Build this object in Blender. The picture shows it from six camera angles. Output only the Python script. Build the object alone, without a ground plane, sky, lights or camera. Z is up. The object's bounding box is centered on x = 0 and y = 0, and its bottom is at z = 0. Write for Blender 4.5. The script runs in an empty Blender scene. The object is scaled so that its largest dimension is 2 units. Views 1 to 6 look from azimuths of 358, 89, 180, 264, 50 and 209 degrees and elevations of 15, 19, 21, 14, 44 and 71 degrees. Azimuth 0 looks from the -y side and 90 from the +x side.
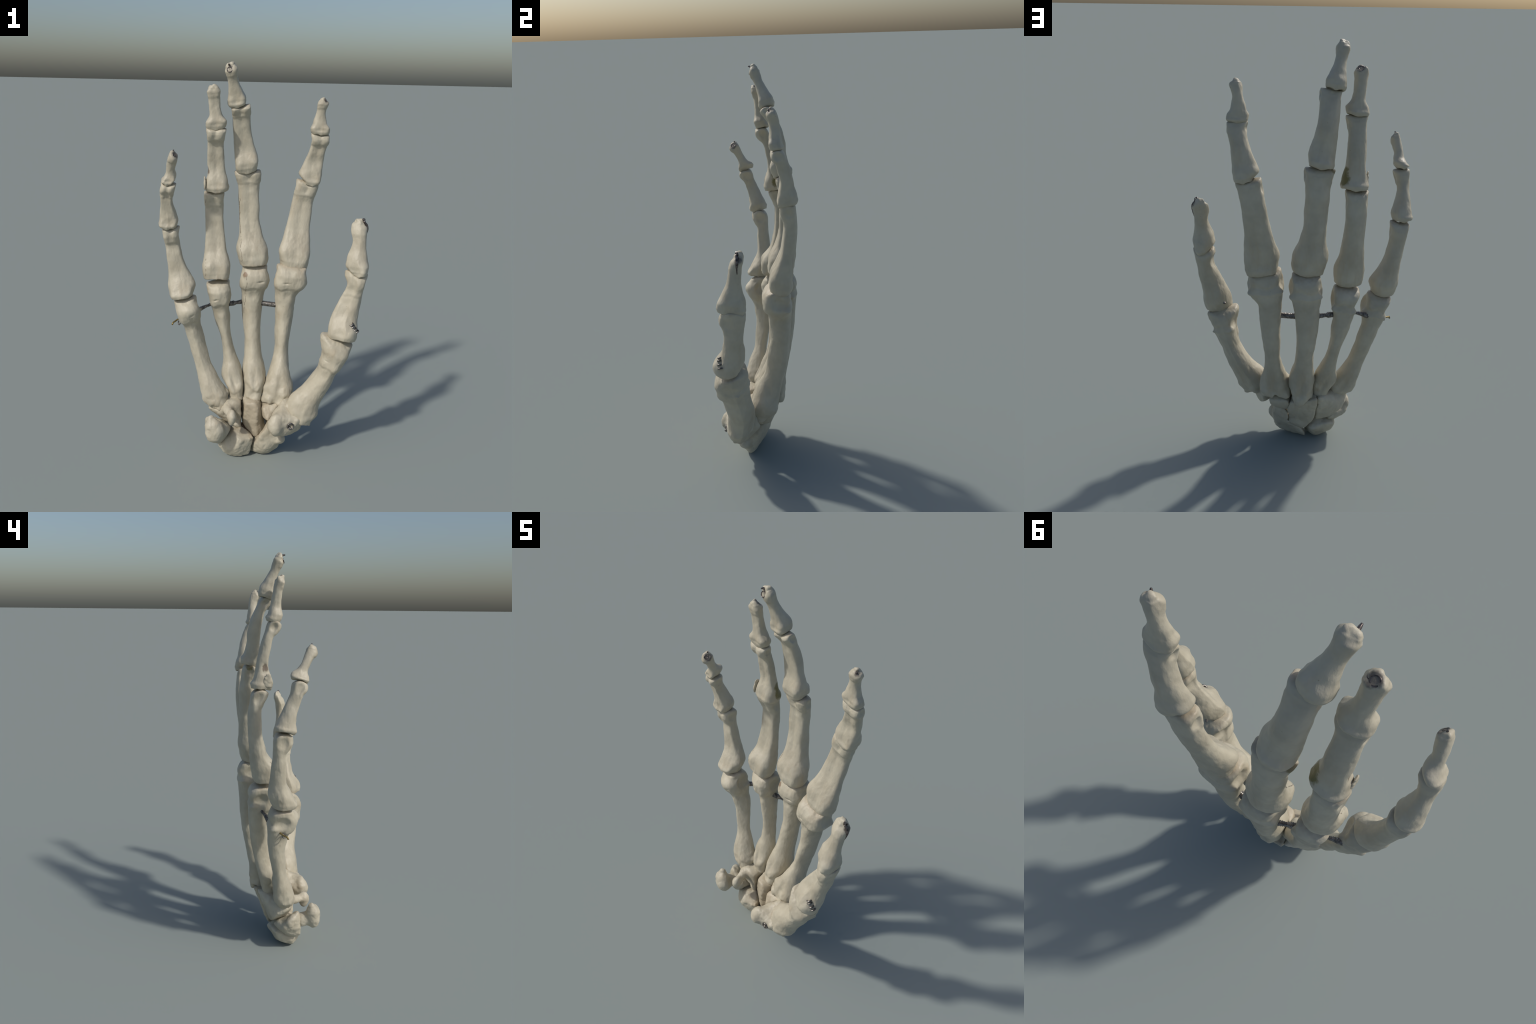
# A mounted human hand skeleton standing on its wrist bones, palm toward -y, thumb toward +x.
# Every bone is modelled as an implicit surface (profiles, caps, bumps, grooves)
# written as rules below, meshed with surface nets, and placed in its own frame
# (local x = across the finger, local y = toward the back of the hand, local z = along the bone).
import bpy, bmesh, math
import numpy as np
from mathutils import Matrix, Vector

CELL = 0.0026

# ------------------------------------------------------------------ noise
def lattice(ix, iy, iz, seed):
    h = (ix * 374761393 + iy * 668265263 + iz * 2147483647 + seed * 1274126177) & 0xFFFFFFFF
    h = ((h ^ (h >> 13)) * 1274126177) & 0xFFFFFFFF
    h = (h ^ (h >> 16)) & 0xFFFF
    return h.astype(np.float32) / 32767.5 - 1.0

def noise(x, y, z, scale, seed):
    x, y, z = (.80 * x + .36 * y - .48 * z) / scale + 57.3, (-.6 * x + .48 * y - .64 * z) / scale + 91.7, (.8 * y + .6 * z) / scale + 33.1
    fx, fy, fz = np.floor(x), np.floor(y), np.floor(z)
    tx, ty, tz = x - fx, y - fy, z - fz
    ix, iy, iz = fx.astype(np.int64), fy.astype(np.int64), fz.astype(np.int64)
    sx, sy, sz = [t * t * t * (t * (t * 6 - 15) + 10) for t in (tx, ty, tz)]
    out = 0
    for dx in (0, 1):
        wx = sx if dx else 1 - sx
        for dy in (0, 1):
            wy = sy if dy else 1 - sy
            for dz in (0, 1):
                wz = sz if dz else 1 - sz
                out = out + wx * wy * wz * lattice(ix + dx, iy + dy, iz + dz, seed)
    return out

# ------------------------------------------------------------------ implicit helpers
def smax(a, b, k):
    h = np.clip(0.5 - 0.5 * (b - a) / k, 0, 1)
    return b + (a - b) * h + k * h * (1 - h)

def smin(a, b, k):
    return -smax(-a, -b, k)

def sstep(x, a, b):
    t = np.clip((x - a) / (b - a), 0, 1)
    return t * t * (3 - 2 * t)

def bump(d2):
    return np.exp(-d2)

def crisp(d2):
    """Flat-bottomed dent with a clear rim."""
    return np.exp(-d2 * d2)

def ellipsoid(X, Y, Z, c, r, rot=None):
    P = [X - c[0], Y - c[1], Z - c[2]]
    if rot is not None:
        M = np.array(rot)
        P = [M[0, i] * P[0] + M[1, i] * P[1] + M[2, i] * P[2] for i in range(3)]
    q = np.sqrt((P[0] / r[0]) ** 2 + (P[1] / r[1]) ** 2 + (P[2] / r[2]) ** 2)
    n = np.sqrt(P[0] ** 2 + P[1] ** 2 + P[2] ** 2)
    return n - n / np.maximum(q, 1e-4)

def capsule(X, Y, Z, a, b, ra, rb):
    a, b = np.array(a), np.array(b)
    d = b - a
    t = np.clip(((X - a[0]) * d[0] + (Y - a[1]) * d[1] + (Z - a[2]) * d[2]) / d.dot(d), 0, 1)
    return np.sqrt((X - a[0] - t * d[0]) ** 2 + (Y - a[1] - t * d[1]) ** 2
                   + (Z - a[2] - t * d[2]) ** 2) - (ra + (rb - ra) * t)

def hull_planes(points):
    bm = bmesh.new()
    for p in points:
        bm.verts.new(p)
    bmesh.ops.convex_hull(bm, input=bm.verts[:])
    bm.faces.ensure_lookup_table()
    c = np.mean(np.array(points), axis=0)
    planes = []
    for f in bm.faces:
        f.normal_update()
        n = np.array(f.normal); o = np.array(f.verts[0].co)
        if n.dot(c - o) > 0:
            n = -n
        if not any(n.dot(m) > 0.995 for m, _ in planes):
            planes.append((n, n.dot(o)))
    bm.free()
    return planes

def hull(X, Y, Z, points, k=0.008, grow=0.004):
    """Rounded convex body through a handful of landmark points."""
    acc = 0
    for n, d in hull_planes(points):
        acc = acc + np.exp(np.clip((n[0] * X + n[1] * Y + n[2] * Z - d - grow) / k, -60, 60))
    return k * np.log(acc)

def grid(lo, hi, h=CELL):
    ax = [np.arange(l, u + h, h, dtype=np.float64) for l, u in zip(lo, hi)]
    return np.meshgrid(*ax, indexing='ij'), np.array(lo), h

def surface_net(F, lo, h):
    """Naive surface nets: one vertex per cell that the surface crosses."""
    S = F < 0
    nx, ny, nz = F.shape
    cnt = np.zeros((nx - 1, ny - 1, nz - 1), np.float32)
    acc = np.zeros((3, nx - 1, ny - 1, nz - 1), np.float32)
    corners = [(i, j, k) for i in (0, 1) for j in (0, 1) for k in (0, 1)]
    def sub(A, c):
        return A[c[0]:nx - 1 + c[0], c[1]:ny - 1 + c[1], c[2]:nz - 1 + c[2]]
    for a in corners:
        for axis in range(3):
            if a[axis]:
                continue
            b = list(a); b[axis] = 1
            m = sub(S, a) != sub(S, b)
            fa, fb = sub(F, a), sub(F, b)
            t = np.where(m, fa / np.where(m, fa - fb, 1), 0)
            cnt += m
            for q in range(3):
                acc[q] += np.where(m, (t if q == axis else a[q]), 0)
    active = cnt > 0
    idx = np.full(active.shape, -1, np.int64)
    cells = np.argwhere(active)
    idx[active] = np.arange(len(cells))
    pos = (acc[:, active] / cnt[active]).T + cells
    verts = pos * h + lo
    quads = []
    for axis in range(3):
        o1, o2 = (axis + 1) % 3, (axis + 2) % 3
        sl0 = [slice(None)] * 3; sl1 = [slice(None)] * 3
        sl0[axis] = slice(0, -1); sl1[axis] = slice(1, None)
        A, B = S[tuple(sl0)], S[tuple(sl1)]
        for inside, flip in ((A & ~B, False), (~A & B, True)):
            e = np.argwhere(inside)
            ok = (e[:, o1] > 0) & (e[:, o2] > 0)
            e = e[ok]
            d1 = np.zeros(3, int); d1[o1] = 1
            d2 = np.zeros(3, int); d2[o2] = 1
            q = [idx[tuple((e - a).T)] for a in (d1 + d2, d2, 0 * d1, d1)]
            q = np.stack(q if not flip else q[::-1], 1)
            quads.append(q[(q >= 0).all(1)])
    return verts, np.concatenate(quads)

def mesh_from(name, verts, quads):
    me = bpy.data.meshes.new(name)
    me.vertices.add(len(verts))
    me.vertices.foreach_set('co', verts.astype(np.float32).ravel())
    me.loops.add(quads.size)
    me.loops.foreach_set('vertex_index', quads.astype(np.int32).ravel())
    me.polygons.add(len(quads))
    me.polygons.foreach_set('loop_start', np.arange(0, quads.size, 4, dtype=np.int32))
    me.update(calc_edges=True)
    me.polygons.foreach_set('use_smooth', np.ones(len(quads), bool))
    me.validate()
    return me

ROOT = bpy.data.objects.new('hand_skeleton', None)
bpy.context.scene.collection.objects.link(ROOT)
ROOT['label'] = 'mounted human hand skeleton, pale ivory bones, wired together, fingers upward'
ROOT['category'] = 'hand skeleton'

WORLD = {ROOT.name: Matrix.Identity(4)}

def add(name, me, world, material, parent=ROOT):
    ob = bpy.data.objects.new(name, me)
    bpy.context.scene.collection.objects.link(ob)
    ob.parent = parent
    ob.matrix_basis = WORLD[parent.name].inverted() @ world
    WORLD[ob.name] = world.copy()
    me.materials.append(material)
    return ob

# profile stations: fraction along the bone, then left, right, palm and back offsets from the axis
STATIONS = {}
STATIONS["index_distal"] = dict(base=(0.278, 0.101, 1.666), head=(0.279, 0.1, 1.842), rows=[
    (0.05, -0.045, 0.041, -0.02, 0.035), (0.15, -0.052, 0.044, -0.024, 0.033),
    (0.3, -0.043, 0.029, -0.021, 0.029), (0.45, -0.035, 0.019, -0.018, 0.026),
    (0.6, -0.029, 0.017, -0.02, 0.024), (0.75, -0.026, 0.025, -0.025, 0.02),
    (0.85, -0.024, 0.032, -0.029, 0.016), (0.95, -0.017, 0.023, -0.021, 0.011),
])
STATIONS["index_metacarpal"] = dict(base=(0.098, 0.013, 0.262), head=(0.164, 0.113, 1.003), rows=[
    (0.03, -0.09, 0.071, -0.07, 0.074), (0.1, -0.083, 0.079, -0.071, 0.077),
    (0.2, -0.065, 0.055, -0.058, 0.078), (0.35, -0.048, 0.037, -0.018, 0.086),
    (0.5, -0.051, 0.032, -0.014, 0.09), (0.65, -0.063, 0.039, -0.015, 0.087),
    (0.78, -0.075, 0.047, -0.039, 0.08), (0.87, -0.085, 0.081, -0.065, 0.075),
    (0.95, -0.084, 0.077, -0.074, 0.062),
])
STATIONS["index_middle"] = dict(base=(0.264, 0.143, 1.415), head=(0.279, 0.11, 1.672), rows=[
    (0.05, -0.054, 0.026, -0.032, 0.055), (0.15, -0.084, 0.034, -0.03, 0.061),
    (0.3, -0.077, 0.032, -0.019, 0.053), (0.45, -0.062, 0.032, -0.011, 0.051),
    (0.6, -0.05, 0.033, -0.015, 0.048), (0.75, -0.045, 0.041, -0.021, 0.041),
    (0.85, -0.044, 0.047, -0.032, 0.034), (0.95, -0.05, 0.048, -0.033, 0.028),
])
STATIONS["index_proximal"] = dict(base=(0.174, 0.124, 0.985), head=(0.236, 0.157, 1.42), rows=[
    (0.05, -0.079, 0.065, -0.06, 0.047), (0.15, -0.095, 0.072, -0.066, 0.05),
    (0.3, -0.087, 0.06, -0.044, 0.053), (0.45, -0.078, 0.047, -0.024, 0.052),
    (0.6, -0.07, 0.042, -0.017, 0.054), (0.75, -0.069, 0.039, -0.017, 0.051),
    (0.85, -0.067, 0.041, -0.029, 0.045), (0.95, -0.065, 0.05, -0.038, 0.039),
])
STATIONS["little_distal"] = dict(base=(-0.454, -0.045, 1.435), head=(-0.427, -0.094, 1.595), rows=[
    (0.05, -0.038, 0.017, -0.029, 0.05), (0.15, -0.032, 0.029, -0.028, 0.056),
    (0.3, -0.027, 0.031, -0.017, 0.037), (0.45, -0.025, 0.021, -0.018, 0.027),
    (0.6, -0.025, 0.024, -0.023, 0.022), (0.75, -0.024, 0.027, -0.032, 0.02),
    (0.85, -0.022, 0.027, -0.033, 0.019), (0.95, -0.021, 0.022, -0.026, 0.017),
])
STATIONS["little_metacarpal"] = dict(base=(-0.237, -0.039, 0.247), head=(-0.385, 0.008, 0.853), rows=[
    (0.03, -0.02, 0.084, -0.031, 0.05), (0.1, -0.047, 0.092, -0.044, 0.068),
    (0.2, -0.047, 0.072, -0.037, 0.074), (0.35, -0.044, 0.047, -0.005, 0.071),
    (0.5, -0.046, 0.039, 0.001, 0.08), (0.65, -0.053, 0.041, -0.004, 0.088),
    (0.78, -0.059, 0.046, -0.03, 0.087), (0.87, -0.061, 0.059, -0.063, 0.085),
    (0.95, -0.065, 0.055, -0.052, 0.082),
])
STATIONS["little_middle"] = dict(base=(-0.469, 0.011, 1.21), head=(-0.457, -0.04, 1.441), rows=[
    (0.05, -0.046, 0.042, -0.037, 0.059), (0.15, -0.045, 0.053, -0.035, 0.061),
    (0.3, -0.043, 0.043, -0.027, 0.053), (0.45, -0.04, 0.028, -0.025, 0.045),
    (0.6, -0.038, 0.021, -0.029, 0.039), (0.75, -0.039, 0.026, -0.028, 0.034),
    (0.85, -0.042, 0.034, -0.041, 0.034), (0.95, -0.039, 0.041, -0.046, 0.035),
])
STATIONS["little_proximal"] = dict(base=(-0.41, 0.003, 0.845), head=(-0.454, 0.027, 1.213), rows=[
    (0.05, -0.05, 0.066, -0.054, 0.063), (0.15, -0.056, 0.084, -0.04, 0.081),
    (0.3, -0.049, 0.068, -0.013, 0.077), (0.45, -0.046, 0.05, -0.008, 0.069),
    (0.6, -0.045, 0.038, -0.011, 0.062), (0.75, -0.046, 0.033, -0.018, 0.055),
    (0.85, -0.047, 0.034, -0.036, 0.053), (0.95, -0.05, 0.044, -0.044, 0.05),
])
STATIONS["middle_distal"] = dict(base=(-0.132, 0.077, 1.798), head=(-0.165, 0.021, 1.996), rows=[
    (0.05, -0.044, 0.043, -0.032, 0.041), (0.15, -0.047, 0.048, -0.03, 0.048),
    (0.3, -0.04, 0.04, -0.024, 0.037), (0.45, -0.032, 0.028, -0.023, 0.027),
    (0.6, -0.029, 0.025, -0.024, 0.021), (0.75, -0.031, 0.026, -0.026, 0.021),
    (0.85, -0.033, 0.027, -0.027, 0.02), (0.95, -0.027, 0.02, -0.021, 0.012),
])
STATIONS["middle_metacarpal"] = dict(base=(-0.034, 0.044, 0.276), head=(-0.028, 0.165, 0.996), rows=[
    (0.03, -0.051, 0.049, -0.074, 0.084), (0.1, -0.052, 0.066, -0.082, 0.084),
    (0.2, -0.059, 0.065, -0.064, 0.077), (0.35, -0.05, 0.043, -0.036, 0.074),
    (0.5, -0.056, 0.038, -0.026, 0.077), (0.65, -0.066, 0.043, -0.031, 0.071),
    (0.78, -0.073, 0.056, -0.055, 0.064), (0.87, -0.079, 0.075, -0.085, 0.057),
    (0.95, -0.071, 0.067, -0.09, 0.052),
])
STATIONS["middle_middle"] = dict(base=(-0.071, 0.154, 1.483), head=(-0.12, 0.078, 1.803), rows=[
    (0.05, -0.065, 0.045, -0.053, 0.04), (0.15, -0.065, 0.057, -0.062, 0.037),
    (0.3, -0.062, 0.047, -0.033, 0.036), (0.45, -0.057, 0.04, -0.022, 0.045),
    (0.6, -0.053, 0.038, -0.015, 0.047), (0.75, -0.05, 0.041, -0.018, 0.039),
    (0.85, -0.048, 0.045, -0.023, 0.033), (0.95, -0.048, 0.052, -0.039, 0.026),
])
STATIONS["middle_proximal"] = dict(base=(-0.046, 0.131, 0.993), head=(-0.071, 0.154, 1.483), rows=[
    (0.05, -0.065, 0.08, -0.069, 0.053), (0.15, -0.08, 0.082, -0.074, 0.068),
    (0.3, -0.066, 0.064, -0.041, 0.065), (0.45, -0.061, 0.049, -0.025, 0.062),
    (0.6, -0.062, 0.048, -0.023, 0.057), (0.75, -0.059, 0.051, -0.025, 0.053),
    (0.85, -0.061, 0.056, -0.029, 0.041), (0.95, -0.078, 0.062, -0.043, 0.033),
])
STATIONS["ring_distal"] = dict(base=(-0.232, 0.051, 1.69), head=(-0.248, 0.02, 1.898), rows=[
    (0.05, -0.047, 0.046, -0.026, 0.036), (0.15, -0.049, 0.055, -0.032, 0.034),
    (0.3, -0.033, 0.037, -0.024, 0.032), (0.45, -0.029, 0.03, -0.019, 0.032),
    (0.6, -0.029, 0.028, -0.016, 0.029), (0.75, -0.03, 0.029, -0.018, 0.028),
    (0.85, -0.033, 0.032, -0.02, 0.026), (0.95, -0.028, 0.025, -0.017, 0.023),
])
STATIONS["ring_metacarpal"] = dict(base=(-0.123, 0.005, 0.278), head=(-0.224, 0.092, 0.92), rows=[
    (0.03, -0.035, 0.038, -0.033, 0.068), (0.1, -0.037, 0.05, -0.038, 0.074),
    (0.2, -0.058, 0.054, -0.02, 0.082), (0.35, -0.038, 0.039, 0.004, 0.093),
    (0.5, -0.034, 0.027, 0.012, 0.098), (0.65, -0.047, 0.032, -0.002, 0.099),
    (0.78, -0.057, 0.042, -0.023, 0.094), (0.87, -0.06, 0.058, -0.048, 0.089),
    (0.95, -0.065, 0.062, -0.057, 0.086),
])
STATIONS["ring_middle"] = dict(base=(-0.231, 0.084, 1.379), head=(-0.232, 0.054, 1.693), rows=[
    (0.05, -0.059, 0.06, -0.025, 0.074), (0.15, -0.057, 0.057, -0.022, 0.067),
    (0.3, -0.05, 0.046, -0.004, 0.062), (0.45, -0.048, 0.04, 0.001, 0.058),
    (0.6, -0.047, 0.036, -0.003, 0.051), (0.75, -0.048, 0.036, -0.011, 0.042),
    (0.85, -0.049, 0.038, -0.03, 0.035), (0.95, -0.051, 0.049, -0.039, 0.029),
])
STATIONS["ring_proximal"] = dict(base=(-0.226, 0.054, 0.93), head=(-0.236, 0.11, 1.381), rows=[
    (0.05, -0.072, 0.062, -0.028, 0.082), (0.15, -0.078, 0.069, -0.036, 0.092),
    (0.3, -0.065, 0.055, 0.001, 0.093), (0.45, -0.059, 0.046, 0.012, 0.092),
    (0.6, -0.056, 0.041, 0.014, 0.085), (0.75, -0.056, 0.04, 0.007, 0.076),
    (0.85, -0.058, 0.041, -0.005, 0.066), (0.95, -0.061, 0.045, -0.037, 0.058),
])
STATIONS["thumb_distal"] = dict(base=(0.464, -0.098, 1.005), head=(0.467, -0.057, 1.279), rows=[
    (0.05, -0.035, 0.042, -0.066, 0.054), (0.15, -0.063, 0.052, -0.068, 0.055),
    (0.3, -0.063, 0.044, -0.057, 0.041), (0.45, -0.045, 0.037, -0.045, 0.027),
    (0.6, -0.034, 0.035, -0.039, 0.022), (0.75, -0.041, 0.038, -0.036, 0.022),
    (0.85, -0.042, 0.04, -0.029, 0.025), (0.95, -0.032, 0.028, -0.02, 0.027),
])
STATIONS["thumb_metacarpal"] = dict(base=(0.221, -0.098, 0.219), head=(0.383, -0.121, 0.687), rows=[
    (0.03, -0.089, 0.044, -0.067, 0.059), (0.1, -0.108, 0.064, -0.067, 0.071),
    (0.2, -0.102, 0.058, -0.06, 0.078), (0.35, -0.065, 0.061, -0.052, 0.083),
    (0.5, -0.042, 0.068, -0.057, 0.082), (0.65, -0.038, 0.071, -0.067, 0.074),
    (0.78, -0.046, 0.078, -0.075, 0.074), (0.87, -0.068, 0.086, -0.083, 0.079),
    (0.95, -0.09, 0.081, -0.08, 0.082),
])
STATIONS["thumb_proximal"] = dict(base=(0.419, -0.131, 0.682), head=(0.461, -0.096, 1.014), rows=[
    (0.05, -0.093, 0.045, -0.068, 0.045), (0.15, -0.097, 0.05, -0.073, 0.067),
    (0.3, -0.091, 0.041, -0.046, 0.068), (0.45, -0.077, 0.041, -0.037, 0.058),
    (0.6, -0.061, 0.045, -0.034, 0.056), (0.75, -0.047, 0.047, -0.043, 0.055),
    (0.85, -0.049, 0.051, -0.059, 0.056), (0.95, -0.058, 0.051, -0.06, 0.062),
])

# ------------------------------------------------------------------ long bones
def curve(x, xs, ys):
    """Smooth interpolation through profile stations (finite-difference Hermite)."""
    xs, ys = np.array(xs), np.array(ys)
    m = np.gradient(ys, xs)
    x = np.clip(x, xs[0], xs[-1])
    i = np.clip(np.searchsorted(xs, x) - 1, 0, len(xs) - 2)
    h = xs[i + 1] - xs[i]
    t = (x - xs[i]) / h
    return ((2 * t**3 - 3 * t**2 + 1) * ys[i] + (t**3 - 2 * t**2 + t) * h * m[i]
            + (-2 * t**3 + 3 * t**2) * ys[i + 1] + (t**3 - t**2) * h * m[i + 1])

def frame(base, head):
    p0, p1 = Vector(base), Vector(head)
    t = (p1 - p0).normalized()
    l = (Vector((1, 0, 0)) - t.x * t).normalized()
    m = t.cross(l)
    M = Matrix((l, m, t)).transposed().to_4x4()
    M.translation = p0
    return M, (p1 - p0).length

def long_bone(key, kind, roll=0.0, lean=None, seed=1, extra=None, rough_tip=None):
    st = STATIONS[key]
    M, L = frame(st['base'], st['head'])
    f = [r[0] for r in st['rows']]
    col = lambda i: [r[i] for r in st['rows']]
    lo = (min(col(1)) - .03, min(col(3)) - .03, -.03)
    hi = (max(col(2)) + .03, max(col(4)) + .03, L + .03)
    (U, V, S), lo, h = grid(lo, hi)
    w = S / L
    s1 = S[0, 0, :]
    prof = [curve(s1 / L, f, col(i)) for i in (1, 2, 3, 4)]
    wl, wr, pp, dd = prof
    uc, hw = (wl + wr) / 2, (wr - wl) / 2
    hd = (dd - pp) / 2
    meta = kind == 'metacarpal'
    # widest level: nearer the palm on phalanges, nearer the back on metacarpals
    bias = np.interp(s1 / L, [0, .25, .7, .9, 1], [.5, .58, .58, .5, .5] if meta else [.5, .40, .42, .5, .5])
    vc = pp + (dd - pp) * bias
    nD = np.interp(s1 / L, [0, .12, .3, .7, .88, 1], [3.2, 2.8, 2.2, 2.3, 2.6, 2.4] if meta else [2.3, 2.2, 2.0, 2.1, 2.5, 2.6])
    nP = np.interp(s1 / L, [0, .12, .3, .7, .88, 1], [3.0, 2.6, 1.9, 1.9, 2.8, 2.6] if meta else [2.3, 2.2, 2.4, 2.6, 2.5, 2.5])
    if roll:
        nD, nP = nD * 0 + 2.2, nP * 0 + 2.2
    du, dv = U - uc, V - vc
    up = dv > 0
    b = dv / np.where(up, dd - vc, vc - pp)
    a = du / hw
    nn = np.where(up, nD, nP)
    q = (np.abs(a) ** nn + np.abs(b) ** nn) ** (1 / nn)
    # flattened quarters of the section: (toward thumb & palm, thumb & back, little & palm, little & back)
    if lean:
        ab = np.abs(a * b) / np.maximum(a * a + b * b, 1e-6)
        flat = np.where(a > 0, np.where(b > 0, lean[1], lean[0]), np.where(b > 0, lean[3], lean[2]))
        q = q * np.sqrt(1 + flat * ab)
    r = np.sqrt(du**2 + dv**2)
    F = r - r / np.maximum(q, 1e-3)
    # feature coordinates: A across (-1..1), B palm(-1)..back(+1), turned by the roll of the finger
    c, s = math.cos(roll), math.sin(roll)
    A, B = c * a - s * b, s * a + c * b
    bw, bd = float(np.interp(.08, s1 / L, hw)), float(np.interp(.08, s1 / L, hd))
    tw, td = float(np.interp(.93, s1 / L, hw)), float(np.interp(.93, s1 / L, hd))
    tv = float(np.interp(.93, s1 / L, (pp + dd) / 2))
    tu = float(np.interp(.93, s1 / L, uc))

    # ---- proximal end: shallow socket with a rim
    if meta:
        socket = .006 * bump((A / .6) ** 2 + (B / .6) ** 2) + .004 * A * B
        tilt = {'index_metacarpal': .034 * sstep(B, -.3, .8) + .012 * bump((A / .25) ** 2) * sstep(B, .2, .8),
                'middle_metacarpal': .048 * sstep(-A, -.5, .8) * sstep(B, .1, .8)}.get(key, 0)
        F = smax(F, socket + tilt - S, .014)
    else:
        if kind == 'proximal_phalanx':
            socket = .020 * bump((A / .62) ** 2 + (B / .62) ** 2)
        else:
            socket = .013 * (bump(((A - .45) / .38) ** 2 + (B / .6) ** 2) + bump(((A + .45) / .38) ** 2 + (B / .6) ** 2))
            socket = socket - .006 * bump((A / .3) ** 2)
        F = smax(F, socket - .003 - S, .008)
        # palmar tubercles either side of the base, and the hollow between them
        for sg in (-1, 1):
            F = F - .0085 * bump(((A - sg * .72) / .28) ** 2 + ((B + .75) / .42) ** 2 + ((S - .10 * L) / (.06 * L + .008)) ** 2)
        F = F + .006 * bump((A / .35) ** 2 + ((B + 1) / .5) ** 2 + ((S - .15 * L) / (.08 * L)) ** 2)
        # rim around the socket with a faint neck behind it
        F = F - .0042 * bump(((S - .06 * L) / (.03 * L + .003)) ** 2)
        # dorsal lip
        F = F - .003 * bump((A / .5) ** 2 + ((B - 1) / .5) ** 2 + ((S - .05 * L) / (.04 * L + .004)) ** 2)

    # ---- distal end
    # rounded cap: section radius q (or only palm-to-back b) combined with the height above the cap's start
    def cap(rr, across, top):
        s0 = top - rr
        e = np.maximum(S - s0, 0) / rr
        if across is None:
            qq = q ** 2
        else:
            qq = b ** 2 + (across * a) ** 2 * sstep(S, s0, top)
        return (np.sqrt(qq + e ** 2) - 1) * rr - .03 * (1 - sstep(S, s0 - .6 * rr, s0 + .25 * rr))
    if kind == 'distal_phalanx':
        rr = min(tw, td) * .95
        F = smax(F, cap(rr, None, L + .002), .006)
        # tuft: raised collar below the tip on the palm side
        F = F - .0035 * sstep(S, .66 * L, .74 * L) * sstep(-S, -.9 * L, -.8 * L) * sstep(-B, -.1, .7)
        F = F - .0045 * noise(U, V, S, .016, seed + 40) * sstep(S, .74 * L, .95 * L)
        # sharp hollows either side above the base
        for sg in (-1, 1):
            F = F + .004 * bump(((A - sg * .95) / .35) ** 2 + ((B + .1) / .4) ** 2 + ((S - .27 * L) / (.09 * L)) ** 2)
        F = F - .002 * bump(((S - .17 * L) / (.05 * L)) ** 2) * sstep(-B, .0, .6)
    elif meta:
        rr = td * .98
        top = L + (.008 if roll else .001)
        F = smax(F, cap(rr, .5, top), .010)
        head = top - rr
        # cartilage surface stands proud of the neck on the palm side, with a two-lobed lower border
        lobe = L - 1.95 * rr - .010 * (bump(((A - .62) / .34) ** 2) + bump(((A + .62) / .34) ** 2))
        F = F - .0065 * sstep(S, lobe - .009, lobe + .011) * sstep(-B, .05, .45) * sstep(-S, -head - .6 * rr, -head)
        for sg in (-1, 1):
            F = F - .006 * bump(((A - sg * .62) / .33) ** 2 + ((B + .9) / .4) ** 2 + ((S - (L - 1.75 * rr)) / .022) ** 2)
            # collateral pit with a tubercle behind it
            F = F + .016 * crisp(((A - sg * 1.05) / .50) ** 2 + ((B - .12) / .46) ** 2 + ((S - (head - .002)) / .030) ** 2)
            F = F - .009 * bump(((A - sg * .95) / .22) ** 2 + ((B - .65) / .32) ** 2 + ((S - (head - .032)) / .015) ** 2)
        F = F + .006 * bump((A / .35) ** 2 + ((B + 1) / .5) ** 2 + ((S - (L - 2.5 * rr)) / .022) ** 2)
        # dorsal collar where the cartilage ended
        wav = .006 * np.sin(A * 5.0 + seed)
        F = F + .006 * bump(((S - head + .006 - wav) / .012) ** 2) * sstep(B, .2, .7) * bump((A / .8) ** 4)
        F = F - .003 * bump(((S - head + .034 - .5 * wav) / .008) ** 2) * sstep(B, .2, .7)
        F = F + .0035 * bump(((S - (L - 2.5 * rr)) / .022) ** 2) * sstep(np.abs(A), .3, .8)
        # small nutrient notch on the palm side
        F = F + (.0045 + .002 * math.cos(seed)) * bump(((A - .4 * math.sin(seed * 1.7)) / .18) ** 2 + ((S - (L - 1.45 * rr) - .006 * A) / .0045) ** 2) * sstep(-B, .3, .8)
        # base: rough tubercles and facets
        F = F - .007 * noise(U, V, S, .034, seed + 70) * sstep(-S, -.24 * L, -.08 * L)
        F = F - .003 * (np.abs(noise(U, V, S, .026, seed + 75)) - .25) * sstep(-S, -.20 * L, -.06 * L)
        F = F + .007 * bump(((A - .05) / .22) ** 2 + ((S - .15 * L) / (.07 * L)) ** 2) * sstep(np.abs(B), .4, .8)
    else:
        rr = td * .95
        top = L + {'thumb_proximal': .012, 'index_proximal': .011}.get(key, .001)
        F = smax(F, cap(rr, 0.25, top), .007)
        # cartilage border on the palm side: a raised block with a notch in the middle
        lobe = L - 1.9 * rr - .006 * (bump(((A - .65) / .36) ** 2) + bump(((A + .65) / .36) ** 2))
        F = F - .0038 * sstep(S, lobe - .007, lobe + .009) * sstep(-B, .1, .5) * sstep(-S, -top, -top + .8 * rr)
        # pulley groove between two condyles
        g = bump((A / .32) ** 2) * sstep(S, L - 2.1 * rr, L - 1.3 * rr) * sstep(-B + .6 * (S - (L - rr)) / rr, -.2, .8)
        F = F + (.009 if kind == 'proximal_phalanx' else .008) * g
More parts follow.
